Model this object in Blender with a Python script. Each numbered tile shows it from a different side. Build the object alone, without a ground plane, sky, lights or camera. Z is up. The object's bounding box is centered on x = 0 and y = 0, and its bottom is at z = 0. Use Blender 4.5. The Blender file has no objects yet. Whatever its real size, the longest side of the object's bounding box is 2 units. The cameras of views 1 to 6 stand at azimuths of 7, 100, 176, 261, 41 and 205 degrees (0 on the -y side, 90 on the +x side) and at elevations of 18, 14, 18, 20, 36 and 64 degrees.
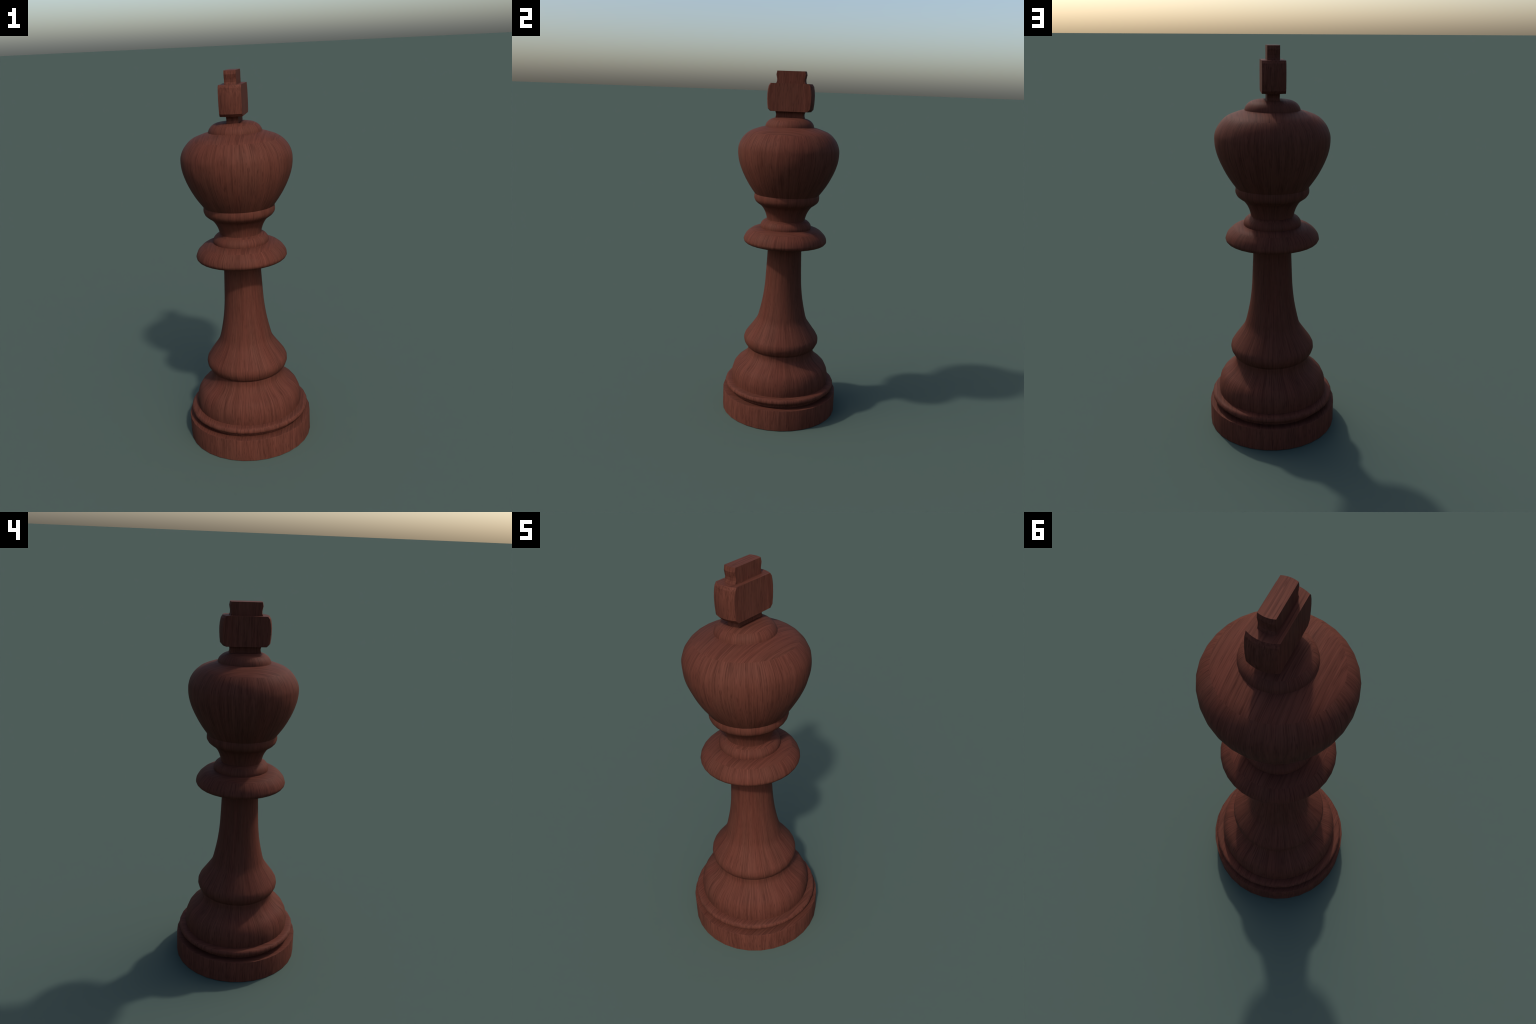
# A turned-wood chess king: a lathe-turned body (foot, moulding, stem, collar,
# goblet, crown) topped by a flat-sided cross that was turned and then sawn flat.
import bpy, bmesh, math

SEGMENTS = 32            # facets round the lathe


# --------------------------------------------------------------------------
# profiles: (radius, height) control points, smoothed between sharp creases
# --------------------------------------------------------------------------
def smooth_profile(points, steps=3):
    """Catmull-Rom through control points (centripetal-ish, end points kept)."""
    out = []
    n = len(points)
    if n < 3:
        return list(points)
    for i in range(n - 1):
        p1, p2 = points[i], points[i + 1]
        p0 = points[i - 1] if i > 0 else (2 * p1[0] - p2[0], 2 * p1[1] - p2[1])
        p3 = points[i + 2] if i + 2 < n else (2 * p2[0] - p1[0], 2 * p2[1] - p1[1])

        def d(a, b):
            return max(1e-6, math.hypot(a[0] - b[0], a[1] - b[1])) ** 0.5
        t0, t1 = 0.0, d(p0, p1)
        t2 = t1 + d(p1, p2)
        t3 = t2 + d(p2, p3)
        for s in range(steps):
            t = t1 + (t2 - t1) * s / steps
            c = []
            for k in (0, 1):
                a1 = ((t1 - t) * p0[k] + (t - t0) * p1[k]) / (t1 - t0)
                a2 = ((t2 - t) * p1[k] + (t - t1) * p2[k]) / (t2 - t1)
                a3 = ((t3 - t) * p2[k] + (t - t2) * p3[k]) / (t3 - t2)
                b1 = ((t2 - t) * a1 + (t - t0) * a2) / (t2 - t0)
                b2 = ((t3 - t) * a2 + (t - t1) * a3) / (t3 - t1)
                c.append(((t2 - t) * b1 + (t - t1) * b2) / (t2 - t1))
            out.append(tuple(c))
    out.append(points[-1])
    return out


FOOT = [[(0.0, 0.0), (0.3420, 0.0)], [(0.3420, 0.0), (0.3422, 0.1215)],
        [(0.3422, 0.1215), (0.3415, 0.1225), (0.2930, 0.1222)]]

BEAD = [[(0.2930, 0.1222), (0.2930, 0.1440)],
        [(0.2930, 0.1440), (0.3070, 0.1445), (0.3180, 0.1472), (0.3252, 0.1540),
         (0.3285, 0.1625), (0.3262, 0.1730), (0.3195, 0.1793),
         (0.3070, 0.1818), (0.2900, 0.1825)]]

CUSHION = [[(0.2900, 0.1825), (0.2915, 0.2060), (0.2905, 0.2290), (0.2862, 0.2500),
            (0.2785, 0.2705), (0.2665, 0.2890), (0.2540, 0.3010), (0.2415, 0.3105),
            (0.2295, 0.3205), (0.2170, 0.3320), (0.2065, 0.3450), (0.1995, 0.3580),
            (0.1968, 0.3700), (0.1960, 0.3810), (0.1955, 0.3912)]]

STEM = [[(0.1955, 0.3912), (0.2025, 0.3965), (0.2100, 0.4055),
         (0.2175, 0.4190), (0.2220, 0.4320), (0.2228, 0.4450), (0.2195, 0.4600),
         (0.2130, 0.4720), (0.2035, 0.4860), (0.1935, 0.5000), (0.1790, 0.5200),
         (0.1650, 0.5400), (0.1530, 0.5580), (0.1440, 0.5780), (0.1385, 0.5980),
         (0.1315, 0.6280), (0.1243, 0.6620), (0.1175, 0.7000), (0.1115, 0.7450),
         (0.1072, 0.7900), (0.1046, 0.8400), (0.1025, 0.8900), (0.1003, 0.9450),
         (0.0988, 1.0020), (0.0985, 1.0270)]]

COLLAR = [[(0.0985, 1.0270), (0.1500, 1.0270), (0.1970, 1.0277), (0.2190, 1.0298),
           (0.2305, 1.0340), (0.2375, 1.0407), (0.2415, 1.0500), (0.2402, 1.0600),
           (0.2355, 1.0725), (0.2282, 1.0845), (0.2178, 1.0955), (0.2062, 1.1055),
           (0.1930, 1.1138), (0.1775, 1.1193), (0.1620, 1.1225), (0.1470, 1.1240)]]

NECK = [[(0.1470, 1.1240), (0.1472, 1.1340), (0.1445, 1.1440), (0.1390, 1.1535),
         (0.1300, 1.1620), (0.1210, 1.1675), (0.1100, 1.1715)],
        [(0.1100, 1.1715), (0.1112, 1.1800), (0.1145, 1.1925), (0.1190, 1.2060),
         (0.1250, 1.2195), (0.1315, 1.2310), (0.1390, 1.2420), (0.1470, 1.2510),
         (0.1580, 1.2590), (0.1700, 1.2675), (0.1800, 1.2775), (0.1858, 1.2890),
         (0.1875, 1.3010), (0.1868, 1.3110), (0.1848, 1.3190)]]

HEAD = [[(0.1848, 1.3190), (0.2030, 1.3440), (0.2200, 1.3690), (0.2360, 1.3960),
         (0.2510, 1.4250), (0.2640, 1.4540), (0.2745, 1.4830), (0.2815, 1.5100),
         (0.2854, 1.5360), (0.2864, 1.5600), (0.2852, 1.5810), (0.2792, 1.6020),
         (0.2695, 1.6220), (0.2567, 1.6400), (0.2385, 1.6585), (0.2155, 1.6740),
         (0.1870, 1.6850), (0.1600, 1.6940), (0.1375, 1.6990)]]

CROWN = [[(0.1375, 1.6990), (0.1355, 1.7080), (0.1310, 1.7180), (0.1240, 1.7270),
          (0.1140, 1.7355), (0.1020, 1.7418), (0.0890, 1.7460), (0.0700, 1.7485),
          (0.0, 1.7490)]]


def turned_part(name, stretches, parent, material):
    """Spin a chain of profile stretches about the z axis; creases where they meet."""
    profile = []
    for stretch in stretches:
        pts = smooth_profile(stretch)
        profile += pts if not profile else pts[1:]
    bm = bmesh.new()
    rings = []
    for r, z in profile:
        if r < 1e-6:
            rings.append([bm.verts.new((0, 0, z))])
        else:
            rings.append([bm.verts.new((r * math.cos(2 * math.pi * i / SEGMENTS),
                                        r * math.sin(2 * math.pi * i / SEGMENTS), z))
                          for i in range(SEGMENTS)])
    for a, b in zip(rings, rings[1:]):
        for i in range(SEGMENTS):
            j = (i + 1) % SEGMENTS
            quad = [a[i % len(a)], a[j % len(a)], b[j % len(b)], b[i % len(b)]]
            face = []
            for v in quad:
                if v not in face:
                    face.append(v)
            bm.faces.new(face)
    return finish(bm, name, parent, material)


def finish(bm, name, parent, material, angle=32):
    for f in bm.faces:
        f.smooth = True
    mesh = bpy.data.meshes.new(name)
    bm.to_mesh(mesh)
    bm.free()
    mesh.set_sharp_from_angle(angle=math.radians(angle))
    mesh.materials.append(material)
    obj = bpy.data.objects.new(name, mesh)
    obj.parent = parent
    bpy.context.scene.collection.objects.link(obj)
    return obj


# cross: turned radii at each height, sawn flat at +-half thickness in x
CROSS = [  # (half thickness, [(radius, height) ...]) for neck, arms and top arm
    (0.0300, [(0.0832, 1.7440), (0.0828, 1.7500), (0.0800, 1.7620), (0.0804, 1.7700),
              (0.0856, 1.7845)]),
    (0.0567, [(0.1154, 1.7830), (0.1276, 1.7965), (0.1308, 1.8220), (0.1324, 1.8480),
              (0.1325, 1.8740), (0.1307, 1.8960), (0.1258, 1.9205), (0.1174, 1.9335)]),
    (0.0300, [(0.0868, 1.9320), (0.0816, 1.9450), (0.0812, 1.9570), (0.0860, 1.9815),
              (0.0822, 2.0000)]),
]


def sawn_outline(radius, half, columns=8):
    """Plan outline of a disc of this radius cut flat at x = +-half."""
    xs = [half * (2 * i / columns - 1) for i in range(columns + 1)]
    front = [(x, -math.sqrt(radius * radius - x * x)) for x in xs]
    back = [(-x, math.sqrt(radius * radius - x * x)) for x in xs]
    return front + back


def cross_part(parent, material):
    bm = bmesh.new()
    for half, levels in CROSS:
        loops = [[bm.verts.new((x, y, z)) for x, y in sawn_outline(r, half)]
                 for r, z in levels]
        n = len(loops[0])
        for a, b in zip(loops, loops[1:]):
            for i in range(n):
                j = (i + 1) % n
                bm.faces.new((a[i], a[j], b[j], b[i]))
        bm.faces.new(list(reversed(loops[0])))
        bm.faces.new(loops[-1])
    # neck and top arm sink 1.5 mm into the arms
    return finish(bm, "cross", parent, material, angle=9)


# --------------------------------------------------------------------------
# stained wood: grain runs up the turned sides and along y on flat tops
# --------------------------------------------------------------------------
def wood_material(name, turned):
    mat = bpy.data.materials.new(name)
    mat.use_nodes = True
    nt = mat.node_tree
    nodes, links = nt.nodes, nt.links
    bsdf = nodes["Principled BSDF"]

    def math_node(op, a, b=None, c=None):
        n = nodes.new("ShaderNodeMath")
        n.operation = op
        for k, v in enumerate((a, b, c)):
            if v is None:
                continue
            if isinstance(v, (int, float)):
                n.inputs[k].default_value = v
            else:
                links.new(v, n.inputs[k])
        return n.outputs[0]

    def combine(x, y, z):
        n = nodes.new("ShaderNodeCombineXYZ")
        for k, v in enumerate((x, y, z)):
            if isinstance(v, (int, float)):
                n.inputs[k].default_value = v
            else:
                links.new(v, n.inputs[k])
        return n.outputs[0]

    def noise(vec, scale, detail, rough, distortion=0.0):
        n = nodes.new("ShaderNodeTexNoise")
        n.inputs["Scale"].default_value = scale
        n.inputs["Detail"].default_value = detail
        n.inputs["Roughness"].default_value = rough
        n.inputs["Distortion"].default_value = distortion
        links.new(vec, n.inputs["Vector"])
        return n.outputs["Fac"]

    def mapping(vec, scale):
        n = nodes.new("ShaderNodeMapping")
        n.inputs["Scale"].default_value = scale
        links.new(vec, n.inputs["Vector"])
        return n.outputs[0]

    coord = nodes.new("ShaderNodeTexCoord")
    sep = nodes.new("ShaderNodeSeparateXYZ")
    links.new(coord.outputs["Object"], sep.inputs[0])
    x, y, z = sep.outputs
    radius = math_node("MAXIMUM", math_node("SQRT", math_node(
        "ADD", math_node("MULTIPLY", x, x), math_node("MULTIPLY", y, y))), 1e-4)
    # round the sides: direction from the axis, so streaks follow the meridians
    R0 = 0.26
    side = combine(math_node("MULTIPLY", math_node("DIVIDE", x, radius), R0),
                   math_node("MULTIPLY", math_node("DIVIDE", y, radius), R0), z)
    if not turned:          # sawn faces: straight boards, grain upright
        side = combine(x, y, z)
    # flat tops: planks seen from above, streaks along y
    top = combine(x, 0.37, math_node("MULTIPLY", y, 0.5))
    geo = nodes.new("ShaderNodeNewGeometry")
    nsep = nodes.new("ShaderNodeSeparateXYZ")
    links.new(geo.outputs["True Normal"], nsep.inputs[0])
    is_top = math_node("GREATER_THAN", math_node("ABSOLUTE", nsep.outputs[2]), 0.82)
    mixv = nodes.new("ShaderNodeMix")
    mixv.data_type = 'VECTOR'
    links.new(is_top, mixv.inputs["Factor"])
    links.new(side, mixv.inputs[4])
    links.new(top, mixv.inputs[5])
    grain_vec = mixv.outputs[1]

    # gentle wander of the grain, so streaks are not ruler-straight
    wander = nodes.new("ShaderNodeTexNoise")
    wander.inputs["Scale"].default_value = 7
    wander.inputs["Detail"].default_value = 2
    links.new(mapping(grain_vec, (1, 1, 0.7)), wander.inputs["Vector"])
    push = nodes.new("ShaderNodeVectorMath")
    push.operation = 'MULTIPLY_ADD'
    links.new(wander.outputs["Color"], push.inputs[0])
    push.inputs[1].default_value = (0.013, 0.013, 0.0)
    links.new(grain_vec, push.inputs[2])
    grain_vec = push.outputs[0]

    broad = noise(mapping(grain_vec, (1, 1, 0.05)), 42, 3, 0.5)           # bands
    fine = noise(mapping(grain_vec, (1, 1, 0.025)), 170, 4, 0.75)         # fibres
    long_pores = noise(mapping(grain_vec, (1, 1, 0.04)), 190, 2, 0.5)     # dark lines
    pores = noise(mapping(grain_vec, (1, 1, 0.10)), 210, 2, 0.5)          # short flecks
    tint = noise(mapping(grain_vec, (1, 1, 0.25)), 9, 2, 0.5)             # hue drift

    tone = math_node("ADD", math_node("MULTIPLY", broad, 0.30),
                     math_node("MULTIPLY", fine, 0.70))
    ramp = nodes.new("ShaderNodeValToRGB")
    cr = ramp.color_ramp
    cr.elements[0].position, cr.elements[0].color = 0.34, (0.058, 0.0190, 0.0127, 1)
    cr.elements[1].position, cr.elements[1].color = 0.66, (0.106, 0.0350, 0.0237, 1)
    mid = cr.elements.new(0.49)
    mid.color = (0.084, 0.0276, 0.0185, 1)
    links.new(tone, ramp.inputs[0])

    def band(value, low, high):
        n = nodes.new("ShaderNodeMapRange")
        n.inputs["From Min"].default_value = low
        n.inputs["From Max"].default_value = high
        links.new(value, n.inputs["Value"])
        return n.outputs[0]

    dark = math_node("MAXIMUM", math_node("MULTIPLY", band(long_pores, 0.54, 0.70), 0.55),
                     math_node("MULTIPLY", band(pores, 0.58, 0.70), 0.55))
    mixp = nodes.new("ShaderNodeMix")
    mixp.data_type = 'RGBA'
    links.new(dark, mixp.inputs["Factor"])
    links.new(ramp.outputs[0], mixp.inputs[6])
    mixp.inputs[7].default_value = (0.034, 0.0106, 0.0080, 1)

    # slow drift between redder and browner stretches of wood
    tramp = nodes.new("ShaderNodeMapRange")
    tramp.inputs["From Min"].default_value = 0.35
    tramp.inputs["From Max"].default_value = 0.65
    links.new(tint, tramp.inputs["Value"])
    mixt = nodes.new("ShaderNodeMix")
    mixt.data_type = 'RGBA'
    mixt.blend_type = 'MULTIPLY'
    mixt.inputs["Factor"].default_value = 1.0
    tcol = nodes.new("ShaderNodeValToRGB")
    tcol.color_ramp.elements[0].color = (0.97, 1.03, 1.02, 1)
    tcol.color_ramp.elements[1].color = (1.03, 0.995, 0.985, 1)
    links.new(tramp.outputs[0], tcol.inputs[0])
    links.new(mixp.outputs[2], mixt.inputs[6])
    links.new(tcol.outputs[0], mixt.inputs[7])
    links.new(mixt.outputs[2], bsdf.inputs["Base Color"])
    bsdf.inputs["Roughness"].default_value = 0.58
    bsdf.inputs["Specular IOR Level"].default_value = 0.025
    return mat


def build():
    wood = wood_material("turned_stained_wood", True)
    sawn_wood = wood_material("sawn_stained_wood", False)
    king = bpy.data.objects.new("chess_king", None)
    bpy.context.scene.collection.objects.link(king)
    king["label"] = "tall turned chess king in dark reddish stained wood with cross"
    king["category"] = "chess piece"
    for name, stretches in (("foot", FOOT), ("bead_ring", BEAD), ("cushion", CUSHION),
                            ("stem", STEM), ("collar", COLLAR), ("neck", NECK),
                            ("head", HEAD), ("crown", CROWN)):
        turned_part(name, stretches, king, wood)
    cross_part(king, sawn_wood)


build()
